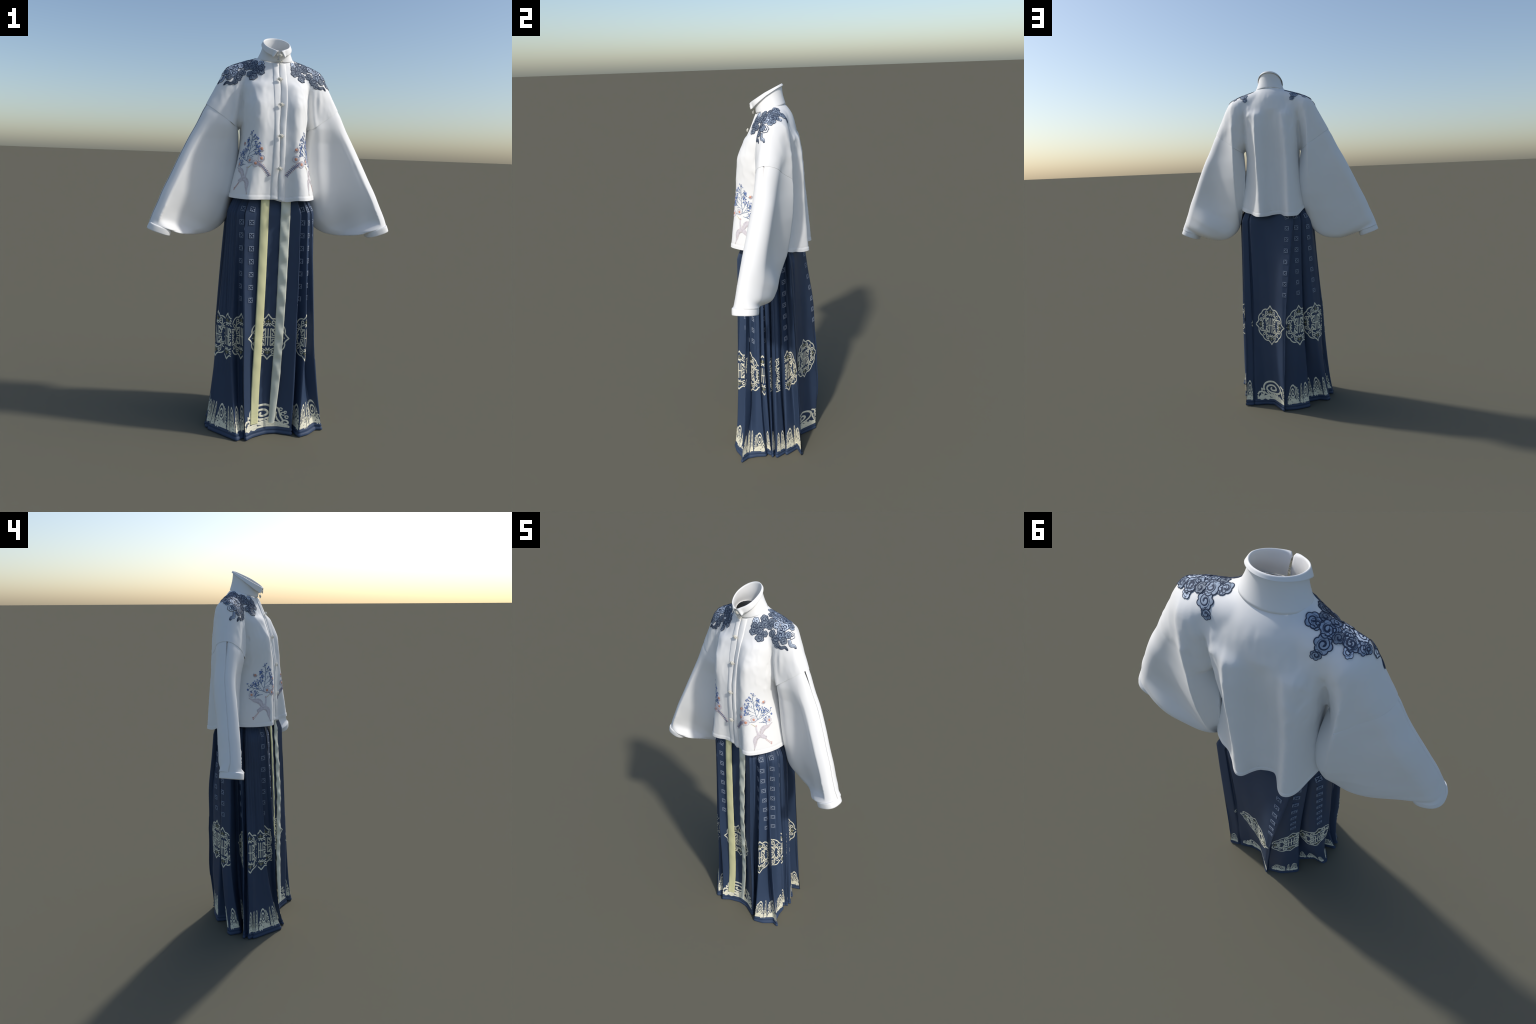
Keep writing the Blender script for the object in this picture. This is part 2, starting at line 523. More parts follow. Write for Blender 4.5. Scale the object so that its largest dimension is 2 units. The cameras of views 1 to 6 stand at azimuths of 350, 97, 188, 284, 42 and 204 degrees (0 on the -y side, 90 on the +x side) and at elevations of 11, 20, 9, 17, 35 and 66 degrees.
# ---- breaking-wave border
def wave_pattern(e, wide=True):
    """Unit wave: x in -1..1, y in 0..1 (curl crest at the top)."""
    w = 0.085
    def coil(cx, cy, rx, ry, a0, a1, k, n=60):
        out = []
        for i in range(n):
            t = i / (n - 1)
            a = math.radians(lerp(a0, a1, t))
            q = 1 - (1 - k) * t ** .8
            out.append((cx + rx * q * math.cos(a), cy + ry * q * math.sin(a)))
        return out
    e.stroke(coil(-.08, .60, .56, .37, 205, -150, .70, 50), w, 0)                 # crest rolling over
    e.stroke(coil(-.10, .56, .38, .24, -150, -600, .16, 60), w, 0)                # eye of the curl
    e.stroke([(.36, .86), (.52, .76), (.58, .60), (.64, .42), (.74, .28)], w * .8, 0)
    e.stroke([(.46, .62), (.44, .46), (.52, .30), (.66, .16)], w * .8, 0)
    for bx, by, br in () if not wide else ((.62, .74, .06), (.72, .56, .07), (.86, .44, .06), (.80, .64, .045)):      # foam
        e.stroke(arc(bx, by, br, 0, 330, 14, ry=br * .9), w * .5, 0)
    e.stroke(coil(.84, .20, .15, .13, 230, -170, .3, 24), w * .8, 0)
    e.stroke([(-.96, .06), (-.98, .22), (-.88, .36), (-.70, .37), (-.60, .27), (-.70, .20), (-.80, .25)], w, 0)   # small curl
    e.blob(-.72, .49, lambda a: .07 + .02 * math.cos(3 * a), 0, n=16, rings=2)
    for k in range(5 if wide else 3):                                             # water sweeping down to the right
        d = k * (1 if wide else 1.6)
        e.stroke([(-.62 + .17 * d, .40 - .015 * d), (-.50 + .18 * d, .26 - .01 * d), (-.22 + .19 * d, .15), (.08 + .18 * d, .07)],
                 lambda s, w=w: w * (.55 + .75 * s), 0)
    for k in range(4 if wide else 2):
        e.stroke([(.95, .05), (.66 - .20 * k, .10), (.40 - .16 * k, .20 + .02 * k), (.30 - .12 * k, .30 + .02 * k)] if k < 2 else
                 [(-.90 + .14 * (k - 2), .06), (-.70 + .16 * (k - 2), .13), (-.46 + .16 * (k - 2), .16)],
                 lambda s, w=w: w * (1.1 - .7 * s), 0)
    e.blob(-.60, .075, lambda a: .05 + .26 * math.cos(a) ** 2, 0, n=20, rings=2)
    e.stroke([(-.99, .035), (.99, .035)], .075, 0)

WAVE_Z0, WAVE_H = 0.038, 0.128
def add_wave(u0, u1, flip=False, hz=1.0):
    def place(x, y, h):
        t = (x + 1) / 2
        if flip:
            t = 1 - t
        return skirt_point(lerp(u0, u1, t), WAVE_Z0 + y * WAVE_H * hz, h)
    e = Embroidery(place, [M_CREAM], lambda x, y: -1 <= x <= 1, step=0.03)
    wave_pattern(e, (skirt_point(u0, .1) - skirt_point(u1, .1)).length > .05)
    if flip:
        e.f = [tuple(reversed(f)) for f in e.f]
    ob = e.build("wave_crest", skirt)

for u0, u1, fl in [(0.05, 3.85, False), (6.2, 6.95, True), (7.03, 7.98, True), (8.02, 8.35, False), (8.4, 9.95, True), (10.05, 10.6, False),
                   (10.65, 11.0, True), (11.1, 11.5, False), (11.6, 13.0, True), (14.1, 14.95, True), (17.05, 17.9, True), (19.05, 19.45, True),
                   (19.5, 20.0, True), (22.0, 22.7, True), (22.75, 23.0, False), (23.02, 23.9, True), (24.05, 25.0, True), (27.1, 30.95, False),
                   (32.3, 33.25, False), (33.3, 33.5, True), (33.52, 34.0, False), (35.1, 35.55, True), (35.6, 36.6, False), (36.7, 37.5, False),
                   (38.05, 38.98, False), (40.1, 40.9, False), (41.05, 42.0, False), (44.05, 45.0, False), (45.05, 45.5, False), (45.55, 46.0, False),
                   (46.05, 46.3, False), (46.35, 47.3, False), (47.35, 47.55, True), (47.58, 48.0, False), (48.05, 49.0, False), (49.1, 50.4, False)]:
    add_wave(u0, u1, fl)

# ---- hanging ribbons in front
def panel_y(x, z):
    """Depth of the front panel's face at x, z."""
    r = min(int(np.searchsorted(ZROWS, z)), NZ)
    row = GRID[r, 2:4 * SUB - 1]
    return float(np.interp(x, row[:, 0], row[:, 1]))

def ribbon(name, mat, left, right, zs, wob, seed):
    """A soft band: left/right edge x and y at the heights zs, rippled by wob."""
    R = random.Random(seed)
    ph = [R.uniform(0, TAU) for _ in range(4)]
    nr, nc = 150, 9
    L = catmull([(l[0], l[1], z) for l, z in zip(left, zs)], nr)
    Q = catmull([(r[0], r[1], z) for r, z in zip(right, zs)], nr)
    V = []
    for r in range(nr):
        t = r / (nr - 1)
        for c in range(nc):
            s = c / (nc - 1)
            p = L[r] * (1 - s) + Q[r] * s
            z = p[2]
            # wrinkles are gentle at the edges, tapering to nothing at the hem
            d = wob * (math.sin(z * 62 + ph[0] + 2.5 * s) + .7 * math.sin(z * 113 + ph[1] - 3 * s) + .5 * math.sin(z * 29 + ph[2]))
            d *= math.sin(math.pi * (0.12 + 0.76 * s)) * smoothstep(0.1, .5, z)
            p = p + np.array([0, -d - 0.004 * math.sin(math.pi * s), 0])
            p[1] = min(p[1], panel_y(p[0], z) - .0055)
            V.append(p)
    ob = make_object(name, V, grid_faces(nr, nc, flip=True), mat, skirt)
    solidify(ob, 0.0025)
    return ob

ribbon("yellow_ribbon", M_YELLOW,
       [(-.074, -.140), (-.076, -.152), (-.081, -.170), (-.088, -.178), (-.094, -.184), (-.096, -.196), (-.097, -.203)],
       [(-.030, -.140), (-.033, -.150), (-.038, -.163), (-.044, -.167), (-.050, -.171), (-.056, -.183), (-.057, -.190)],
       [1.25, 1.15, .80, .50, .30, .10, .066], 0.0008, 3)
ribbon("ivory_ribbon", M_PALE,
       [(.027, -.141), (.026, -.150), (.021, -.168), (.017, -.171), (.010, -.173), (.001, -.188), (-.002, -.192)],
       [(.075, -.144), (.073, -.155), (.065, -.180), (.058, -.183), (.051, -.187), (.033, -.196), (.028, -.199)],
       [1.25, 1.15, .80, .50, .30, .10, .066], 0.0036, 5)

# ====================================================================== JACKET
jacket = make_root("embroidered_jacket", "white wide-sleeved jacket with stand collar and blue cloud embroidery", "jacket")

# horizontal sections of the torso, counter-clockwise from the front closing line
SEC = [
 (1.10, [(.01, -.158), (.06, -.168), (.10, -.206), (.145, -.205), (.183, -.158), (.21, -.09), (.214, 0), (.192, .085), (.165, .118), (.126, .134),
         (.099, .162), (.07, .197), (.045, .196), (.015, .160), (-.01, .145), (-.055, .142), (-.087, .192), (-.112, .208), (-.143, .184), (-.17, .125),
         (-.192, .072), (-.21, 0), (-.215, -.065), (-.193, -.127), (-.155, -.182), (-.112, -.182), (-.06, -.158)]),
 (1.21, [(.01, -.157), (.06, -.165), (.10, -.199), (.14, -.196), (.178, -.15), (.207, -.085), (.213, 0), (.190, .08), (.16, .112), (.123, .129),
         (.097, .156), (.07, .189), (.045, .187), (.015, .155), (-.01, .142), (-.055, .139), (-.085, .185), (-.108, .199), (-.138, .178), (-.165, .12),
         (-.190, .07), (-.214, 0), (-.216, -.06), (-.192, -.12), (-.15, -.172), (-.11, -.175), (-.06, -.155)]),
 (1.48, [(.01, -.155), (.05, -.160), (.085, -.170), (.115, -.155), (.14, -.115), (.156, -.065), (.16, 0), (.151, .06), (.138, .09), (.115, .125),
         (.09, .148), (.072, .174), (.045, .166), (.015, .134), (-.01, .127), (-.055, .128), (-.085, .164), (-.105, .174), (-.13, .150), (-.15, .105),
         (-.158, .06), (-.161, 0), (-.156, -.06), (-.14, -.115), (-.115, -.150), (-.08, -.160), (-.04, -.157)]),
 (1.66, [(.01, -.128), (.045, -.140), (.08, -.152), (.11, -.142), (.14, -.105), (.158, -.06), (.165, 0), (.16, .06), (.15, .09), (.125, .125),
         (.10, .142), (.077, .163), (.045, .157), (.015, .134), (-.01, .128), (-.05, .131), (-.08, .156), (-.10, .157), (-.125, .138), (-.15, .11),
         (-.16, .06), (-.165, 0), (-.16, -.06), (-.14, -.105), (-.11, -.140), (-.08, -.147), (-.045, -.137)]),
 (1.76, [(.01, -.100), (.045, -.110), (.08, -.112), (.113, -.096), (.142, -.070), (.160, -.042), (.168, .03), (.163, .080), (.15, .100), (.126, .128),
         (.10, .138), (.075, .150), (.045, .150), (.015, .135), (-.01, .131), (-.05, .133), (-.08, .145), (-.10, .140), (-.126, .122), (-.15, .102),
         (-.163, .080), (-.168, .03), (-.160, -.042), (-.142, -.070), (-.113, -.094), (-.08, -.110), (-.045, -.107)]),
]
NS = 132
def ellipse_section(z, rx, y0, y1, p):
    yc, ry = (y0 + y1) / 2, (y1 - y0) / 2
    out = []
    for i in range(NS):
        a = -math.pi / 2 + TAU * i / NS
        c, s = math.cos(a), math.sin(a)
        out.append((rx * math.copysign(abs(c) ** (2 / p), c), yc + ry * math.copysign(abs(s) ** (2 / p), s), z))
    return out

def torso_rings():
    S = [(z, catmull(P, NS, closed=True)) for z, P in SEC]
    zs = [s[0] for s in S]
    rings = []
    for z in np.linspace(1.10, 1.76, 60):
        k = max(i for i in range(len(S)) if zs[i] <= z + 1e-9)
        k = min(k, len(S) - 2)
        t = (z - zs[k]) / (zs[k + 1] - zs[k])
        # smooth vertical interpolation through four sections
        P1, P2 = S[k][1], S[k + 1][1]
        m1 = (P2 - S[k - 1][1]) / (zs[k + 1] - zs[k - 1]) if k > 0 else (P2 - P1) / (zs[k + 1] - zs[k])
        m2 = (S[k + 2][1] - P1) / (zs[k + 2] - zs[k]) if k + 2 < len(S) else (P2 - P1) / (zs[k + 1] - zs[k])
        dz = zs[k + 1] - zs[k]
        h00, h10, h01, h11 = 2 * t**3 - 3 * t**2 + 1, t**3 - 2 * t**2 + t, -2 * t**3 + 3 * t**2, t**3 - t**2
        R = h00 * P1 + h10 * dz * m1 + h01 * P2 + h11 * dz * m2
        rings.append([(x, y, z) for x, y in R])
    for z, rx, y0, y1, p in ((1.785, .166, -.092, .136, 2.3), (1.81, .160, -.082, .130, 2.15), (1.84, .146, -.069, .123, 1.95), (1.865, .124, -.058, .114, 1.9),
                             (1.885, .100, -.048, .101, 2.0), (1.905, .080, -.030, .084, 2.0), (1.915, .06, -.01, .07, 2)):
        rings.append(ellipse_section(z, rx, y0, y1, p))
    return rings

def loft(rings, cap=True):
    nr, nc = len(rings), len(rings[0])
    V = [p for r in rings for p in r]
    F = grid_faces(nr, nc, closed=True)
    if cap:
        F.append(tuple(range(nc))[::-1])
        F.append(tuple((nr - 1) * nc + i for i in range(nc)))
    return V, F

# sleeve stations from the shoulder to the cuff: top edge T and lower edge B (right side; mirrored for the left)
SLEEVE = [
    ((.070, .035, 1.902), (.090, .03, 1.66)),
    ((.150, .033, 1.879), (.130, .03, 1.60)),
    ((.205, .031, 1.858), (.150, .03, 1.575)),
    ((.246, .028, 1.834), (.162, .03, 1.560)),
    ((.290, .021, 1.752), (.170, .035, 1.555)),
    ((.335, .013, 1.664), (.172, .04, 1.550)),     # the seam
    ((.380, .006, 1.570), (.164, .068, 1.455)),
    ((.420, .000, 1.498), (.164, .082, 1.375)),
    ((.468, -.018, 1.402), (.174, .082, 1.275)),
    ((.508, -.036, 1.318), (.196, .064, 1.180)),
    ((.542, -.050, 1.250), (.226, .040, 1.095)),
    ((.566, -.062, 1.192), (.285, .032, 1.044)),
    ((.585, -.069, 1.150), (.362, .010, 1.025)),
    ((.597, -.074, 1.120), (.440, -.018, 1.031)),
    ((.606, -.076, 1.094), (.502, -.050, 1.056)),
]
# how far front and back panels stand, by height: at the inner edge of the sleeve
FRONT_IN = ([1.02, 1.06, 1.10, 1.25, 1.40, 1.50, 1.57, 1.70, 1.80, 1.88], [.012, .006, .000, -.006, -.006, -.016, -.040, -.050, -.056, -.045])
BACK_IN = {1: ([1.02, 1.10, 1.25, 1.45, 1.55, 1.62, 1.70, 1.78, 1.88], [.045, .052, .066, .082, .090, .096, .100, .112, .095]),
           -1: ([1.02, 1.06, 1.12, 1.20, 1.30, 1.42, 1.55, 1.62, 1.70, 1.78, 1.88], [.035, .048, .070, .096, .106, .090, .058, .050, .070, .104, .095])}
RIDGE = {1: ([1.02, 1.10, 1.20, 1.30, 1.40, 1.50, 1.70, 1.78, 1.88], [.048, .062, .092, .109, .124, .131, .131, .118, .095]),
         -1: ([1.02, 1.10, 1.20, 1.30, 1.40, 1.50, 1.60, 1.70, 1.78, 1.88], [.046, .066, .098, .118, .127, .130, .128, .124, .114, .095])}
RIDGE_X = .216

def catmull_at(P, t):
    P = np.array(P, float)
    k = len(P)
    j = min(max(int(t), 0), k - 2)
    f = t - j
    g = lambda q: P[min(max(q, 0), k - 1)]
    p0, p1, p2, p3 = g(j - 1), g(j), g(j + 1), g(j + 2)
    return 0.5 * (2 * p1 + (p2 - p0) * f + (2 * p0 - 5 * p1 + 4 * p2 - p3) * f * f + (3 * p1 - p0 - 3 * p2 + p3) * f ** 3)

def sleeve_station(t, side):
    a = catmull_at([list(p[0]) + list(p[1]) for p in SLEEVE], t)
    T, B = np.array(a[0:3]), np.array(a[3:6])
    T[0] *= side
    B[0] *= side
    return T, B

def sleeve_loop(t, side, n=96, slit=0.0, grow=0.0):
    """One cross-section of a hanging sleeve: the front panel from the top fold to the
    lower edge, then the back panel up again."""
    T, B = sleeve_station(t, side)
    d = B - T
    ln = math.hypot(d[0], d[2])
    dn = np.array([d[0], 0, d[2]]) / ln
    wrist = smoothstep(11.6, 13.9, t)
    wrist *= wrist
    late = smoothstep(9.5, 11.5, t)
    ko = lerp(.052, .056, wrist)
    out = []
    for i in range(n):
        ph = TAU * i / (n if not slit else n - 1)
        s = (1 - math.cos(ph)) / 2
        c = abs(math.sin(ph))
        p = T + d * s
        ax, z = abs(p[0]), p[2]
        sgn = -1 if ph < math.pi else 1
        r0 = min(1, ln * s / (.078 if sgn < 0 else .046))
        r0 = math.sqrt(max(0, 1 - (1 - r0) ** 2))                 # rounded top fold
        r1 = min(1, ln * (1 - s) / .05)
        r1 = math.sqrt(max(0, 1 - (1 - r1) ** 2))                 # rounded lower edge
        if sgn < 0:
            y = lerp(T[1] - ko, lerp(np.interp(z, *FRONT_IN), B[1] - .016, late), max(0, (ln * s - .04) / max(.02, ln - .04)) ** .62)
            y += .005 * math.sin(34 * ax + 6 * z + side) * smoothstep(3, 6, t) * c
            y -= .006 * math.exp(-((ax - .21 - .1 * (1.7 - z)) / .025) ** 2) * smoothstep(4, 6, t) * smoothstep(1.15, 1.35, z)
        else:
            inner = lerp(np.interp(z, *BACK_IN[side]), B[1] + .010, late)
            if z > 1.0:
                xr = max(RIDGE_X, abs(B[0]))
                yr = lerp(np.interp(z, *RIDGE[side]), B[1] + .012, late)
                xo = abs(T[0])
                if ax > xr:
                    q = min(1, (ax - xr) / max(.02, xo - xr))
                    y = lerp(yr, T[1] + ko, q)
                    y -= (.021 if side > 0 else .010) * math.sin(math.pi * q) * smoothstep(3, 6, t) * (1 - smoothstep(8.5, 10.5, t))
                    y += (.030 if side > 0 else .010) * math.sin(math.pi * q) * smoothstep(9.5, 11, t) * (1 - smoothstep(12.5, 13.8, t))
                else:
                    q = (xr - ax) / max(.006, xr - abs(B[0]))
                    y = lerp(yr, inner, min(1, q) ** .8) if xr - abs(B[0]) > .006 else inner
            else:
                y = lerp(T[1] + ko, inner, s)
            y += .0035 * math.sin(26 * ax - 5 * z + 2 * side) * smoothstep(3, 6, t) * c
        # toward the wrist the panels close into an oval
        oval = -.067 + sgn * .0562 * c ** .72
        y = lerp(lerp(T[1], y, r0), oval, wrist)
        y = lerp(lerp(B[1], y, r1), oval, wrist)
        if slit:                       # back edge laps over the front edge
            if i < 5:
                q = (1 - i / 5)
                p = p + dn * slit * q
                y += slit * 0.4 * q
            elif i > n - 5:
                q = (i - (n - 5)) / 4
                y -= 0.003 * q
                p = p - dn * 0.001 * q
        # a gathered dimple above the cuff
        if sgn < 0:
            y += .007 * smoothstep(12.0, 13.2, t) * (1 - smoothstep(13.5, 14, t)) * math.exp(-((s - .80) / .10) ** 2)
        y += sgn * grow * c
        out.append((p[0], y, p[2]))
    return out

def relax(me, times, weight):
    """Laplacian smoothing with a spatial weight."""
    n = len(me.vertices)
    P = np.zeros(n * 3)
    me.vertices.foreach_get('co', P)
    P = P.reshape(n, 3)
    E = np.zeros(len(me.edges) * 2, int)
    me.edges.foreach_get('vertices', E)
    E = E.reshape(-1, 2)
    deg = np.bincount(E.ravel(), minlength=n).astype(float)
    W = np.array([weight(p) for p in P])[:, None] * 0.5
    for _ in range(times):
        S = np.zeros_like(P)
        for k in range(3):
            S[:, k] = np.bincount(E[:, 0], P[E[:, 1], k], n) + np.bincount(E[:, 1], P[E[:, 0], k], n)
        P = P + W * (S / deg[:, None] - P)
    me.vertices.foreach_set('co', P.ravel())
    me.update()

def crease(me):
    """Hanging folds of the cloth: deep creases where the sleeves meet the chest and back,
    soft ridges beside them, long vertical drapes."""
    cos = [v.co.copy() for v in me.vertices]
    nos = [v.normal.copy() for v in me.vertices]
    for i, (co, n) in enumerate(zip(cos, nos)):
        x, y, z = co
        sd = 1 if x > 0 else -1
        ax = abs(x)
        d = 0.0
        if y < .02 and n.y < .3:                     # front armhole
            c = .167 + .012 * smoothstep(1.70, 1.56, z)
            g = smoothstep(1.80, 1.70, z) * smoothstep(1.50, 1.56, z)
            d -= .018 * g * math.exp(-((ax - c) / .010) ** 2)
            d += .006 * g * math.exp(-((ax - c - .027) / .012) ** 2)
            if sd > 0:
                d += .007 * g * smoothstep(1.6, 1.7, z) * math.exp(-((ax - .222) / .012) ** 2)
            d += .004 * smoothstep(1.80, 1.77, z) * smoothstep(1.72, 1.76, z) * math.exp(-((ax - .13) / .02) ** 2)
        if y > .04 and n.y > -.3:                    # back armhole
            c = (.150 if sd > 0 else .163) + .01 * smoothstep(1.75, 1.55, z)
            g = smoothstep(1.81, 1.74, z) * smoothstep(1.50, 1.56, z)
            d -= .010 * g * math.exp(-((ax - c) / .012) ** 2)
            e = smoothstep(1.80, 1.72, z) * smoothstep(1.3, 1.55, z)
            d += .005 * e * math.exp(-((x - .078) / .008) ** 2)
            d += .004 * e * math.exp(-((x + .045) / .012) ** 2)
            d += .003 * smoothstep(1.83, 1.79, z) * smoothstep(1.73, 1.77, z) * math.exp(-((ax - .12) / .02) ** 2)
        # small puckers, gathered around the armholes
        q = noise.noise(Vector((x * 22, y * 14, z * 9 + 3 * sd))) + .5 * noise.noise(Vector((x * 50, y * 30, z * 24)))
        near = math.exp(-((ax - .15) / .05) ** 2) * smoothstep(1.5, 1.6, z) * smoothstep(1.85, 1.78, z)
        d += (.0012 + .0035 * near) * (1 - 2 * abs(q)) * smoothstep(1.89, 1.85, z)
        if d:
            cos[i] = co + (Vector((0, math.copysign(1, n.y), 0)) * d if abs(n.y) > .25 else n * d)
    me.vertices.foreach_set('co', [k for c in cos for k in c])
    me.update()

# ---- bodice: torso and upper sleeves fused into one cloth surface
def fuse_bodice():
    bm = bmesh.new()
    def add(V, F):
        vs = [bm.verts.new(v) for v in V]
        for f in F:
            bm.faces.new([vs[i] for i in f])
    add(*loft(torso_rings()))
    for side in (1, -1):
        rings = [sleeve_loop(t, side) for t in np.linspace(0, 5.35, 34)]
        for i, r in enumerate(rings):                   # a shade fuller at the seam
            k = 1 + .010 * smoothstep(3.5, 4.6, i * 5.35 / 33)
            m = np.mean(np.array(r), axis=0)
            rings[i] = [tuple(m + (np.array(p) - m) * k) for p in r]
        V, F = loft(rings)
        add(V, F)
    bmesh.ops.recalc_face_normals(bm, faces=bm.faces)
    me = bpy.data.meshes.new("fuse")
    bm.to_mesh(me)
    bm.free()
    ob = bpy.data.objects.new("fuse", me)
    bpy.context.scene.collection.objects.link(ob)
    r = ob.modifiers.new("remesh", 'REMESH')
    r.mode = 'VOXEL'
    r.voxel_size = 0.0042
    s = ob.modifiers.new("smooth", 'SMOOTH')
    s.factor = 0.5
    s.iterations = 9
    dg = bpy.context.evaluated_depsgraph_get()
    out = bpy.data.meshes.new_from_object(ob.evaluated_get(dg))
    bpy.data.objects.remove(ob)
    relax(out, 40, lambda c: smoothstep(1.66, 1.74, c[2]) * (1 - .8 * smoothstep(1.86, 1.89, c[2])))
    crease(out)
    relax(out, 3, lambda c: 1)
    return out

def hem_z(x, y):
    z = 1.219 - 0.040 * smoothstep(0.06, 0.17, y)
    z -= 0.010 * smoothstep(-.02, .03, x) * smoothstep(.10, .05, x) * smoothstep(-.1, -.14, y)
    return z

def seam_plane(side):
    T, B = sleeve_station(5.0, side)
    d = np.array([B[0] - T[0], 0, B[2] - T[2]])
    n = np.array([-d[2], 0, d[0]]) * (1 if side > 0 else 1)
    n /= np.linalg.norm(n)
    if n[0] * side < 0:
        n = -n
    return Vector((T[0], 0, T[2])), Vector(n)

def trim_bodice(me):
    bm = bmesh.new()
    bm.from_mesh(me)
    for side in (1, -1):
        co, no = seam_plane(side)
        geo = [f for f in bm.faces if f.calc_center_median().x * side > .166 and f.calc_center_median().z > 1.47]
        es = {e for f in geo for e in f.edges}
        vs = {v for f in geo for v in f.verts}
        bmesh.ops.bisect_plane(bm, geom=list(vs) + list(es) + geo, plane_co=co, plane_no=no, dist=1e-5)
        kill = [f for f in bm.faces if (f.calc_center_median() - co).dot(no) > 0
                and f.calc_center_median().x * side > .166 and f.calc_center_median().z > 1.47]
        bmesh.ops.delete(bm, geom=kill, context='FACES')
    # curved hem
    for v in bm.verts:
        v.co.z -= hem_z(v.co.x, v.co.y) - 1.2
    geo = list(bm.verts) + list(bm.edges) + list(bm.faces)
    bmesh.ops.bisect_plane(bm, geom=geo, plane_co=(0, 0, 1.2), plane_no=(0, 0, -1), clear_outer=True, dist=1e-5)
    for v in bm.verts:
        v.co.z += hem_z(v.co.x, v.co.y) - 1.2
    # neck opening
    kill = []
    for f in bm.faces:
        c = f.calc_center_median()
        if c.z > 1.84 and (c.x / .076) ** 2 + ((c.y - .012) / .066) ** 2 < 1:
            kill.append(f)
    bmesh.ops.delete(bm, geom=kill, context='FACES')
    loose = [v for v in bm.verts if not v.link_faces]
    bmesh.ops.delete(bm, geom=loose, context='VERTS')
    bm.normal_update()
    # hem stitching: the last 2 cm are doubled cloth with a stitched groove above
    for v in bm.verts:
        d = v.co.z - hem_z(v.co.x, v.co.y)
        if d < .04 and abs(v.co.x) < .24:
            b = 0.0016 * (1 - smoothstep(.017, .019, d)) - 0.0010 * math.exp(-((d - .0205) / .002) ** 2)
            v.co += v.normal * b
    bm.normal_update()
    me2 = bpy.data.meshes.new("bodice_surface")
    bm.to_mesh(me2)
    bm.free()
    return me2

BODY = trim_bodice(fuse_bodice())
BODY.polygons.foreach_set('use_smooth', [True] * len(BODY.polygons))

def bvh_of(me):
    vs = [v.co.copy() for v in me.vertices]
    return BVHTree.FromPolygons(vs, [tuple(p.vertices) for p in me.polygons])

TREE = bvh_of(BODY)

# give the fused cloth its thickness, then split it into torso and upper sleeves at the
# armhole, keeping one set of normals so that no seam shows
def split_body(th=0.002):
    n = len(BODY.vertices)
    co = [v.co.copy() for v in BODY.vertices]
    no = [v.normal.copy() for v in BODY.vertices]
    polys = [tuple(p.vertices) for p in BODY.polygons]
    cen = [p.center.copy() for p in BODY.polygons]
    co2 = co + [c - m * th for c, m in zip(co, no)]
    no2 = no + [-m for m in no]
    def region(c):
        lim = .172 if c.z < 1.80 else lerp(.172, .205, smoothstep(1.80, 1.86, c.z))
        if c.z > 1.47 and abs(c.x) > lim:
            return 1 if c.x > 0 else 2
        return 0
    used = {}
    for p in polys:
        for a, b in zip(p, p[1:] + p[:1]):
            used[(a, b)] = used.get((a, b), 0) + 1
    groups = {0: [], 1: [], 2: []}
    for p, c in zip(polys, cen):
        g = groups[region(c)]
        g.append(p)
        g.append(tuple(v + n for v in reversed(p)))
        for a, b in zip(p, p[1:] + p[:1]):
            if (b, a) not in used:                       # open edge of the cloth
                g.append((b, a, a + n, b + n))
    for k, name in ((0, "torso"), (1, "upper_sleeve"), (2, "upper_sleeve")):
        idx, F = {}, []
        for p in groups[k]:
            F.append(tuple(idx.setdefault(v, len(idx)) for v in p))
        order = list(idx)
        ob = make_object(name, [co2[v] for v in order], F, M_WHITE, jacket)
        LN = []
        for p in ob.data.polygons:                       # cloth edges keep their own facing
            a = [order[v] for v in p.vertices]
            edge = len(a) == 4 and min(a) < n <= max(a)
            LN += [p.normal.copy() if edge else no2[v] for v in a]
        ob.data.normals_split_custom_set(LN)

split_body()

# ---- lower sleeves and cuffs
SLEEVES = {}
for side in (1, -1):
    ts = np.concatenate([np.linspace(4.97, 11, 70), np.linspace(11.05, 14, 44)])
    rings = []
    for t in ts:
        slit = 0.011 * (1 - smoothstep(5, 5.9, t)) + 0.0028
        L = sleeve_loop(max(t, 4.97), side, n=140, slit=slit, grow=0)
        k = 0.030 * (1 - smoothstep(4.97, 5.4, t))        # tucked under the upper sleeve at the seam
        m = np.mean(np.array(L), axis=0)
        rings.append([tuple(np.array(p) * (1 - k) + m * k) for p in L])
    V = [p for r in rings for p in r]
    ob = make_object("lower_sleeve", V, grid_faces(len(rings), 140, flip=(side > 0)), M_WHITE, jacket)
    solidify(ob, 0.002)
    SLEEVES[side] = ob
    # cuff: a short oval band standing square to the wrist
    T0, B0 = np.array([.605 * side, -.075, 1.097]), np.array([.499 * side, -.064, 1.056])
    T1, B1 = np.array([.619 * side, -.074, 1.066]), np.array([.508 * side, -.066, 1.026])
    rings = []
    for t in np.linspace(0, 1, 9):
        T, B = T0 + (T1 - T0) * t, B0 + (B1 - B0) * t
        c, r = (T + B) / 2, (T - B) / 2
        bul = 1.0 + 0.012 * math.sin(math.pi * min(1, max(0, t))) + (-.03 if t == 0 else 0.012)
        ring = []
        for i in range(56):
            a = TAU * i / 56
            ca, sa = math.cos(a), math.sin(a)
            e = 2 / 2.5
            x = math.copysign(abs(ca) ** e, ca)
            y = math.copysign(abs(sa) ** e, sa)
            q = c + r * x * bul
            ring.append((q[0], q[1] + .0575 * y * bul, q[2]))
        rings.append(ring)
    V = [p for r in rings for p in r]
    ob = make_object("cuff", V, grid_faces(9, 56, closed=True, flip=(side > 0)), M_WHITE, SLEEVES[side])
    solidify(ob, 0.0035)

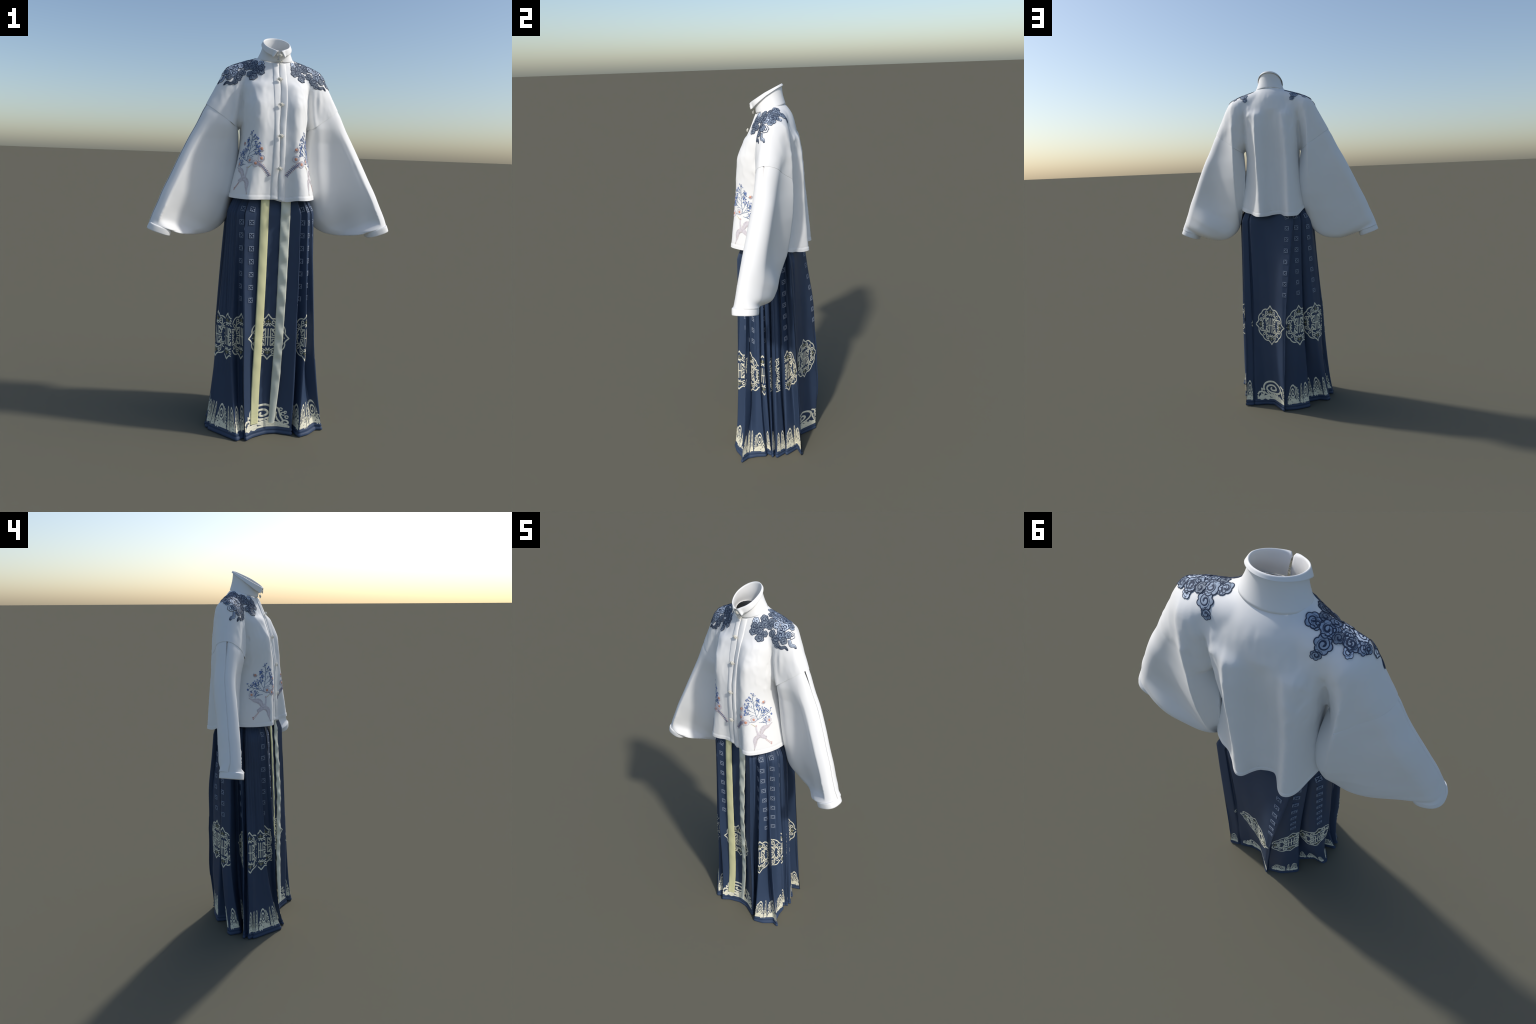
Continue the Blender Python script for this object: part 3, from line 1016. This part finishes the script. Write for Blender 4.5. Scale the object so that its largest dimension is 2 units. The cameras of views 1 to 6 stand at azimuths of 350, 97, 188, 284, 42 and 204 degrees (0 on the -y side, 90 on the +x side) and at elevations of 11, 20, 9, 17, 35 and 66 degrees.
# ---- stand collar, open at the front, its rim turned outward
def collar_curve(s, ring):
    """s in 0..1 from the left front edge round the back to the right front edge.
    Returns the point on the base or the rim."""
    a = math.radians(lerp(-90 - 2.5, -90 - 357.5, s))     # clockwise: left, back, right
    if ring == 'base':
        x, y = .087 * math.cos(a), .012 + .072 * math.sin(a)
        z = 1.889 + 0.020 * math.sin(a) + .004 * (1 - abs(math.sin(a)))
        return np.array([x, y, z])
    x, y = .062 * math.cos(a), -.008 + .075 * math.sin(a)
    z = 1.960 + 0.041 * math.sin(a) + .004 * (1 - abs(math.sin(a)))
    return np.array([x, y, z])

def build_collar():
    nu, nv = 90, 14
    V = []
    rows = []
    for j in range(nv + 9):
        row = []
        for i in range(nu):
            s = i / (nu - 1)
            b, t = collar_curve(s, 'base'), collar_curve(s, 'rim')
            front = abs(2 * s - 1)                    # 1 at the opening, 0 at the back
            flapw = lerp(.007, .030, smoothstep(.2, .95, front))
            out = np.array([t[0], t[1] + .008, 0])
            out /= np.linalg.norm(out)
            if j <= nv:
                f = j / nv
                p = b + (t - b) * f
                p = p - out * 0.006 * math.sin(math.pi * f) * 0.7
            else:
                f = (j - nv) / 8
                # fold over the rim and down the outside
                down = (b - t) / np.linalg.norm(b - t)
                turn = min(1, f * 4) * math.pi
                if f < .25:
                    p = t + out * 0.0016 * (1 - math.cos(turn)) + np.array([0, 0, .0016 * math.sin(turn)])
                else:
                    p = t + out * (0.0032 + .004 * (f - .25)) + down * flapw * (f - .25) / .75
            # the front corners of the turned rim splay apart
            if j > nv:
                k = smoothstep(.86, 1.0, front)
                sg = 1 if s > .5 else -1
                p = p + np.array([sg * .024 * k * (j - nv) / 8, -.003 * k - .004 * k * (j - nv) / 8, -.004 * k])
            else:
                k = smoothstep(.9, 1.0, front) * (j / nv) ** 3
                sg = 1 if s > .5 else -1
                p = p + np.array([-sg * .001 * k, 0, -.006 * k])
            row.append(p)
        rows.append(row)
    V = [p for r in rows for p in r]
    return V, grid_faces(len(rows), nu, flip=True)

V, F = build_collar()
ob = make_object("collar", V, F, M_WHITE, jacket)
solidify(ob, 0.0018, 0)
# seam cord at the foot of the collar
# ---- front closing: two overlapping bands
def cast(x, z, h=0.0):
    hit, n, _, _ = TREE.ray_cast(Vector((x, -.5, z)), Vector((0, 1, 0)))
    if hit is None:
        hit, n, _, _ = TREE.find_nearest(Vector((x, -.15, z)))
    return hit + n * h, n

def band(name, x0, x1, lift, zlo, zhi, seed, belly=.003):
    R = random.Random(seed)
    ph = R.uniform(0, TAU)
    nr, nc = 120, 11
    V = []
    for r in range(nr):
        t = r / (nr - 1)
        z = lerp(zlo, zhi, t)
        a, b = x0(z), x1(z)
        for c in range(nc):
            s = c / (nc - 1)
            x = lerp(a, b, s)
            p, n = cast(x, z)
            e = min(1, s / .12, (1 - s) / .12)
            bulge = lift * (0.25 + 0.75 * math.sqrt(e)) + belly * math.sin(math.pi * s) * (1 + .4 * math.sin(z * 17 + ph))
            V.append((p.x, p.y - bulge, p.z))
    ob = make_object(name, V, grid_faces(nr, nc), M_WHITE, jacket)
    solidify(ob, 0.002)

cx = lambda z: .006 + .002 * math.sin(z * 23) + .0015 * math.sin(z * 51)
band("placket", lambda z: -.026 + .004 * math.sin(z * 9) * (z < 1.8), cx, .0018, 1.208, 1.866, 1)
band("placket", lambda z: cx(z) + .0015, lambda z: .036 + .004 * math.sin(z * 11 + 1), .0030, 1.204, 1.866, 2)

# ---- knotted buttons
def knot_mesh():
    bm = bmesh.new()
    def torus(c, R, r, nx=18, ny=8, tilt=0.0):
        vs = []
        for i in range(nx):
            a = TAU * i / nx
            for j in range(ny):
                b = TAU * j / ny
                rr = R + r * math.cos(b)
                vs.append(bm.verts.new((c[0] + rr * math.cos(a), c[1] + rr * math.sin(a), c[2] + r * math.sin(b) + tilt * math.cos(a) * R)))
        for i in range(nx):
            for j in range(ny):
                i2, j2 = (i + 1) % nx, (j + 1) % ny
                bm.faces.new((vs[i * ny + j], vs[i2 * ny + j], vs[i2 * ny + j2], vs[i * ny + j2]))
    def bead(x, y, z, r, flat=.75):
        bmesh.ops.create_uvsphere(bm, u_segments=12, v_segments=8, radius=r,
                                  matrix=Matrix.Translation((x, y, z)) @ Matrix.Diagonal((1, 1, flat, 1)))
    for k in range(6):                                  # plaited rosette
        a = TAU * k / 6 + .26
        bead(.0072 * math.cos(a), .0062 * math.sin(a), .0012, .0041)
        bead(.0034 * math.cos(a + .5), .0034 * math.sin(a + .5), .0040, .0026)
    bead(0, 0, .0052, .0030)
    torus((.0122, 0, .001), .0030, .0014)
    torus((-.0122, 0, .001), .0030, .0014)
    me = bpy.data.meshes.new("knot_button")
    bm.to_mesh(me)
    bm.free()
    me.polygons.foreach_set('use_smooth', [True] * len(me.polygons))
    me.materials.append(M_PEARL)
    return me

KNOT = knot_mesh()
for x, y, z, n in ((.004, -.084, 1.899, (0, -.93, .25)), (.006, -.073, 1.874, (0, -.9, .25)), (.003, None, 1.787, None), (.007, None, 1.668, None),
                   (.007, None, 1.522, None), (.006, None, 1.369, None)):
    if y is None:
        p, nn = cast(x, z)
        p = Vector((x, p.y - .0145, z))
    else:
        p, nn = Vector((x, y, z)), Vector(n)
    zax = Vector((0, nn.y, nn.z * .6)).normalized()
    xax = Vector((1, 0, 0))
    yax = zax.cross(xax)
    b = bpy.data.objects.new("knot_button", KNOT)
    b.matrix_world = Matrix(((xax.x, yax.x, zax.x, p.x), (xax.y, yax.y, zax.y, p.y), (xax.z, yax.z, zax.z, p.z), (0, 0, 0, 1))) @ Matrix.Scale(.98, 4)
    bpy.context.scene.collection.objects.link(b)
    b.parent = jacket

# ---- shoulder clouds: scalloped puffs with a curl inside, laid over one another
def laid_on(origin, n, ax, ay, base=0.0, tree=TREE):
    """Placement that drops pattern points onto the jacket along -n."""
    def place(x, y, h):
        o = origin + ax * x + ay * y + n * .05
        hit, nn, _, dist = tree.ray_cast(o, -n, .16)
        if hit is None or nn.dot(n) < .12:
            return None
        return hit + nn * (h + base)
    return place

def frame_at(p):
    hit, n, _, _ = TREE.find_nearest(Vector(p))
    acc = Vector(n)
    for d in ((.012, 0, 0), (-.012, 0, 0), (0, .012, 0), (0, -.012, 0), (0, 0, .012), (0, 0, -.012)):
        q, m, _, _ = TREE.find_nearest(hit + Vector(d))
        acc += m
    n = acc.normalized()
    ay = Vector((0, 0, 1)) if abs(n.z) < .9 else Vector((0, 1, 0))
    ay = (ay - n * ay.dot(n)).normalized()
    return hit, n, ay.cross(n), ay

CLOUD_MATS = [M_INK] + M_FILL + [M_WHITE_THREAD]

def cloud(p, r, fill, layer, R, rim=.15):
    o, n, ax, ay = frame_at(p)
    e = Embroidery(laid_on(o, n, ax, ay, .0006 + .00022 * layer), CLOUD_MATS, step=.0028)
    lobes = R.choice((5, 6, 6, 7))
    ph = R.uniform(0, TAU)
    sq = R.uniform(.8, 1.0)
    def rad(a):
        return r * (.80 + .24 * abs(math.sin(lobes * (a + ph) / 2)) ** .7) * math.hypot(math.cos(a - ph), sq * math.sin(a - ph))
    e.blob(0, 0, rad, fill + 1, h=.0006, n=42)
    e.stroke([(rad(TAU * i / 56) * math.cos(TAU * i / 56), rad(TAU * i / 56) * math.sin(TAU * i / 56)) for i in range(56)],
             r * rim, 0, h=.0011, closed=True)
    tw = R.choice((-1, 1))
    a0 = R.uniform(0, 360)
    pts = spiral(0, 0, r * .66, r * .12, a0, a0 + tw * R.uniform(400, 520), 46)
    e.stroke(pts, lambda t: r * (.11 + .20 * t), 0, h=.0011)
    a1 = a0 + 180
    e.stroke(spiral(0, 0, r * .70, r * .42, a1, a1 + tw * 190, 16), r * .07, 0, h=.0010, taper=.3)
    if R.random() < .5:
        e.stroke(spiral(0, 0, r * .58, r * .30, a1 + 40 * tw, a1 + tw * 200, 14), r * .06, 0, h=.0010, taper=.3)
    e.build("cloud_motif", jacket)

# anchors on the right shoulder (x, y, z, radius, shade); mirrored for the left
CLOUDS = [
    (.079, -.038, 1.861, .016, 2), (.108, -.010, 1.867, .020, 0), (.079, -.052, 1.841, .017, 0), (.082, -.063, 1.820, .017, 0),
    (.106, -.036, 1.841, .018, 0), (.106, -.050, 1.822, .018, 0), (.120, -.019, 1.848, .017, 0), (.131, -.039, 1.810, .0145, 0),
    (.118, -.060, 1.794, .019, 0),
    (.125, .022, 1.884, .015, 0), (.116, .050, 1.884, .0145, 1), (.152, .021, 1.875, .0145, 1), (.156, .042, 1.875, .0145, 1),
    (.145, -.003, 1.859, .018, 0), (.144, -.014, 1.842, .0145, 0), (.183, .036, 1.865, .0145, 1), (.195, .049, 1.858, .016, 1),
    (.173, -.002, 1.851, .016, 2), (.178, .017, 1.864, .016, 2), (.210, .010, 1.847, .020, 2), (.202, -.005, 1.837, .017, 2),
    (.164, -.013, 1.812, .016, 0), (.201, -.032, 1.772, .013, 0), (.252, .010, 1.816, .0155, 3), (.234, .032, 1.841, .013, 1),
    (.241, -.002, 1.819, .0145, 1), (.230, -.020, 1.794, .015, 0), (.188, -.027, 1.794, .020, 0), (.209, -.017, 1.816, .021, 1),
    (.105, .047, 1.889, .018, 1), (.142, .072, 1.855, .0205, 1), (.141, .049, 1.877, .0205, 1), (.197, .064, 1.843, .013, 2),
    (.225, .040, 1.846, .0155, 1), (.198, .046, 1.857, .0205, 1), (.168, .052, 1.865, .014, 0), (.136, .092, 1.842, .014, 1),
]
for side in (1, -1):
    R = random.Random(21 + side)
    for k, (x, y, z, r, fl) in enumerate(CLOUDS):
        cloud((x * side, y, z), r * 1.08, fl, k % 9, R, .15 if y < .035 else .115)
    # streaming tails below the clouds
    for pts, w, fl in (([(.203, -.031, 1.770), (.226, -.032, 1.763), (.240, -.024, 1.768), (.256, -.021, 1.754)], .020, 0),
                       ([(.250, -.006, 1.800), (.262, -.007, 1.777), (.272, .003, 1.772), (.281, .008, 1.760)], .022, 2)):
        c = [Vector((p[0] * side, p[1], p[2])) for p in pts]
        o, n, ax, ay = frame_at(c[1])
        P = [((q - o).dot(ax), (q - o).dot(ay)) for q in c]
        P = [tuple(q) for q in catmull(P, 24)]
        for lay, (m, k, h) in enumerate(((fl + 1, 1.0, .0010), (0, .12, .0014))):
            e = Embroidery(laid_on(o, n, ax, ay, .0004 + .0004 * lay), CLOUD_MATS, step=.003)
            if lay == 0:
                e.stroke(P, lambda t: w * (1 - t) ** .6 * (.6 + .8 * t), m, h=h)
            else:
                for off in (-.48, -.2, .1, .48):
                    Q = []
                    for i, q in enumerate(P):
                        a, b = P[max(0, i - 1)], P[min(len(P) - 1, i + 1)]
                        d = math.hypot(b[0] - a[0], b[1] - a[1]) or 1
                        t = i / (len(P) - 1)
                        ww = w * (1 - t) ** .6 * (.6 + .8 * t) * off
                        Q.append((q[0] - (b[1] - a[1]) / d * ww, q[1] + (b[0] - a[0]) / d * ww))
                    e.stroke(Q, .0022, 0, h=h)
            e.build("cloud_tail", jacket)

# ---- front skirts of the jacket: flowering branch, daisies and a flying crane.
# Drawn in a flat sketch frame (u right, v down) for the right side; mirrored for the left.
PANEL_ANGLE = math.radians(55)
SK = ((-0.12471517, 0.00041214, -3.304e-05), (1.58952163, -9.745e-05, -0.00039832))
def sketch(side, base=0.0):
    tx, ty = math.cos(PANEL_ANGLE), math.sin(PANEL_ANGLE)
    n = Vector((ty * side, -tx, 0))
    def place(u, v, h):
        hh = SK[0][0] + SK[0][1] * u + SK[0][2] * v
        z = SK[1][0] + SK[1][1] * u + SK[1][2] * v
        o = Vector((tx * hh * side, ty * hh, z)) + n * .4
        hit, nn, _, _ = TREE.ray_cast(o, -n, .6)
        if hit is None or nn.dot(n) < .1:
            return None
        return hit + nn * (h + base)
    return place

def flip_for(side, e):
    if side < 0:
        e.f = [tuple(reversed(f)) for f in e.f]

PXS = 8.0                                   # sketch step
def flowering_branch(side):
    R = random.Random(5)
    stems = Embroidery(sketch(side, .0003), [M_STEM], step=PXS)
    buds = Embroidery(sketch(side, .0006), [M_BERRY], step=PXS)
    def twig(p, ang, ln, depth):
        q = (p[0] + ln * math.cos(ang), p[1] + ln * math.sin(ang))
        stems.stroke([p, ((p[0] + q[0]) / 2 + R.uniform(-3, 3), (p[1] + q[1]) / 2 + R.uniform(-3, 3)), q], 3.4, 0, h=.0008)
        if depth == 0:
            r = R.uniform(4.6, 7.6)
            buds.blob(q[0], q[1], lambda a: r * (1 + .2 * math.cos(2 * a + q[0])), 0, h=.0016, n=10, rings=2)
            return
        for k in range(R.choice((3, 3, 4))):
            twig(q, ang + R.uniform(-.85, .85), ln * R.uniform(.5, .75), depth - 1)
        if R.random() < .6:
            m = ((p[0] + q[0]) / 2, (p[1] + q[1]) / 2)
            twig(m, ang + R.choice((-1, 1)) * R.uniform(.5, 1.0), ln * .45, 0)
    main = [(288, 405), (262, 340), (240, 262), (230, 200), (220, 125)]
    right = [(288, 405), (330, 382), (370, 355), (420, 325), (458, 300)]
    left = [(288, 405), (255, 433), (220, 443), (185, 447)]
    for b, w in ((main, 6.5), (right, 5.5), (left, 5)):
        stems.stroke(b, w, 0, h=.0010)
    for p, a, l, d in (((220, 125), -1.75, 34, 1), ((222, 135), -1.2, 30, 1), ((224, 160), -2.4, 38, 1), ((228, 195), -.75, 52, 1),
                       ((231, 210), -2.4, 46, 2), ((236, 245), -.9, 48, 2), ((243, 275), -2.7, 60, 2), ((250, 300), -.9, 48, 2),
                       ((258, 330), -2.75, 62, 2), ((268, 362), -2.95, 74, 2), ((275, 372), -1.15, 58, 2), ((296, 398), -1.1, 84, 2),
                       ((335, 380), -1.4, 50, 2), ((372, 355), -1.7, 46, 1), ((405, 335), -1.3, 34, 1), ((430, 318), .6, 30, 1),
                       ((458, 300), -1.5, 22, 1), ((395, 345), .5, 34, 1), ((345, 408), -.5, 36, 1), ((330, 440), -.6, 40, 1),
                       ((345, 440), .1, 36, 1)):
        twig(p, a, l, d)
    stems.stroke([(302, 442), (345, 440), (380, 436)], 4.5, 0)
    for e, nm in ((stems, "embroidered_stem"), (buds, "embroidered_bud")):
        flip_for(side, e)
        ob = e.build(nm, jacket)
        ob["kind"] = "stuff"

def daisy(place, cx, cy, r, a0=0, a1=360, sx=1.0, flip=False):
    e = Embroidery(place, [M_PETAL, M_CORAL, M_WHITE_THREAD, M_LEAF], step=r * .2)
    full = a1 - a0 >= 359
    if full:
        e.blob(cx, cy, lambda a: r * .96 * math.hypot(sx * math.cos(a), math.sin(a)), 2, h=.0004, n=28, rings=2)
    k = 17
    for i in range(k):
        a = math.radians(lerp(a0, a1, (i + .5) / k))
        e.stroke([(cx + sx * r * .42 * math.cos(a), cy + r * .42 * math.sin(a)), (cx + sx * r * math.cos(a), cy + r * math.sin(a))],
                 r * (.105 if full else .13), 0, h=.0013, taper=.2)
    if full:
        e.stroke([(cx + sx * r * math.cos(t), cy + r * math.sin(t)) for t in np.linspace(0, TAU, 26)], r * .10, 0, h=.0012)
    e.blob(cx, cy, lambda a: r * .45 * math.hypot(sx * math.cos(a), math.sin(a)), 1, h=.0019, n=18, rings=2)
    if flip:
        e.f = [tuple(reversed(f)) for f in e.f]
    e.build("daisy", jacket)

def crane(side):
    e = Embroidery(sketch(side, .0004), [M_CRANE, M_CRANE_DARK, M_TAN, M_RED, M_BEAK], step=PXS)
    bez = lambda pts, n=18: [tuple(q) for q in catmull(pts, n)]
    def wing(pts, wmax, seed):
        P = bez(pts, 22)
        wf = lambda t: wmax * (.62 + .5 * math.sin(math.pi * min(1, t * 1.15))) * (1 - .82 * t ** 2.2)
        e.stroke(P, wf, 0, h=.0008)
        R = random.Random(seed)
        for j in range(30):                                      # feather stitches
            t = j / 29
            i = min(int(t * 21), 20)
            a, b = np.array(P[i]), np.array(P[i + 1])
            d = (b - a) / np.linalg.norm(b - a)
            nn = np.array([-d[1], d[0]])
            w = wf(t)
            for sgn in (-1, 1):
                q0 = a + nn * sgn * w * .12
                q1 = a + nn * sgn * w * .5 + d * R.uniform(10, 22)
                e.stroke([tuple(q0), tuple(q1)], 3.0, 2 if R.random() < .22 else 1, h=.0012, taper=.3)
    wing([(330, 590), (345, 540), (375, 505), (420, 488), (470, 450)], 62, 1)
    wing([(330, 612), (285, 628), (258, 668), (256, 730), (247, 803)], 56, 2)
    e.stroke(bez([(282, 580), (310, 598), (345, 612), (385, 628), (402, 630)]), lambda t: 58 * math.sin(math.pi * (.18 + .74 * t)) ** .8, 0, h=.0011)
    e.stroke(bez([(268, 490), (270, 520), (277, 552), (292, 588)]), lambda t: 15 + 12 * t, 0, h=.0011)     # neck
    e.blob(264, 490, lambda a: 13, 0, h=.0013, n=14, rings=2)
    e.blob(269, 486, lambda a: 8, 3, h=.0017, n=12, rings=1)
    e.stroke([(256, 493), (203, 463)], lambda t: 9 * (1 - .8 * t), 4, h=.0012)
    for dy in (0, 13):                                           # legs
        e.stroke([(385, 640 + dy), (425, 668 + dy * 1.2), (462, 694 + dy * 1.5)], 3, 3, h=.0010)
        for da in (-.5, .3, .9):
            e.stroke([(458, 692 + dy * 1.5), (458 + 20 * math.cos(da), 692 + dy * 1.5 + 14 * math.sin(da))], 3, 3, h=.0010)
    R = random.Random(3)
    for j in range(46):
        x, y = R.uniform(292, 392), R.uniform(590, 640)
        if abs(y - (590 + (x - 285) * .38)) < 20:
            e.stroke([(x, y), (x + R.uniform(8, 18), y + R.uniform(2, 8))], 2.6, 1, h=.0015, taper=.3)
    e.stroke(bez([(385, 622), (402, 612), (398, 640), (384, 640)]), 7, 1, h=.0012)
    flip_for(side, e)
    e.build("crane", jacket)

def frond(side):
    """A curved spray of paired leaves beside the front closing."""
    n = Vector((0, -1, 0))
    e = Embroidery(laid_on(Vector((0, -.15, 0)), n, Vector((side, 0, 0)), Vector((0, 0, 1)), .0004), [M_STEM, M_LEAF, M_CORAL], step=.003)
    P = catmull([(.108, 1.396), (.092, 1.388), (.074, 1.374), (.056, 1.354), (.043, 1.334)], 26)
    e.stroke([tuple(p) for p in P], .0022, 0, h=.0008)
    R = random.Random(9)
    for i in range(2, 26, 2):
        d = P[min(i + 1, 25)] - P[i - 1]
        a = math.atan2(d[1], d[0])
        for sg in (-1, 1):
            b = a + sg * 1.15
            q = P[i] + np.array([math.cos(b), math.sin(b)]) * .0095
            e.stroke([tuple(P[i]), tuple((P[i] + q) / 2), tuple(q)], lambda t: .0052 * math.sin(math.pi * (.15 + .8 * t)), 1, h=.0012)
            if R.random() < .6:
                e.blob(q[0], q[1], lambda t: .0018, 2, h=.0016, n=8, rings=1)
    flip_for(side, e)
    e.build("leaf_spray", jacket)

for side in (1, -1):
    flowering_branch(side)
    crane(side)
    frond(side)
    pl = sketch(side, .0007)
    daisy(pl, 237, 408, 34, flip=side < 0)
    daisy(pl, 437, 412, 33, sx=.9, flip=side < 0)
    daisy(pl, 356, 180, 30, -60, 160, flip=side < 0)
    n = Vector((0, -1, 0))
    pf = laid_on(Vector((0, -.15, 0)), n, Vector((side, 0, 0)), Vector((0, 0, 1)), .0008)
    daisy(pf, .083, 1.460, .0150, -150, 70, flip=side < 0)
    daisy(pf, .083, 1.415, .0160, flip=side < 0)
    daisy(pf, .111, 1.391, .0160, sx=.9, flip=side < 0)
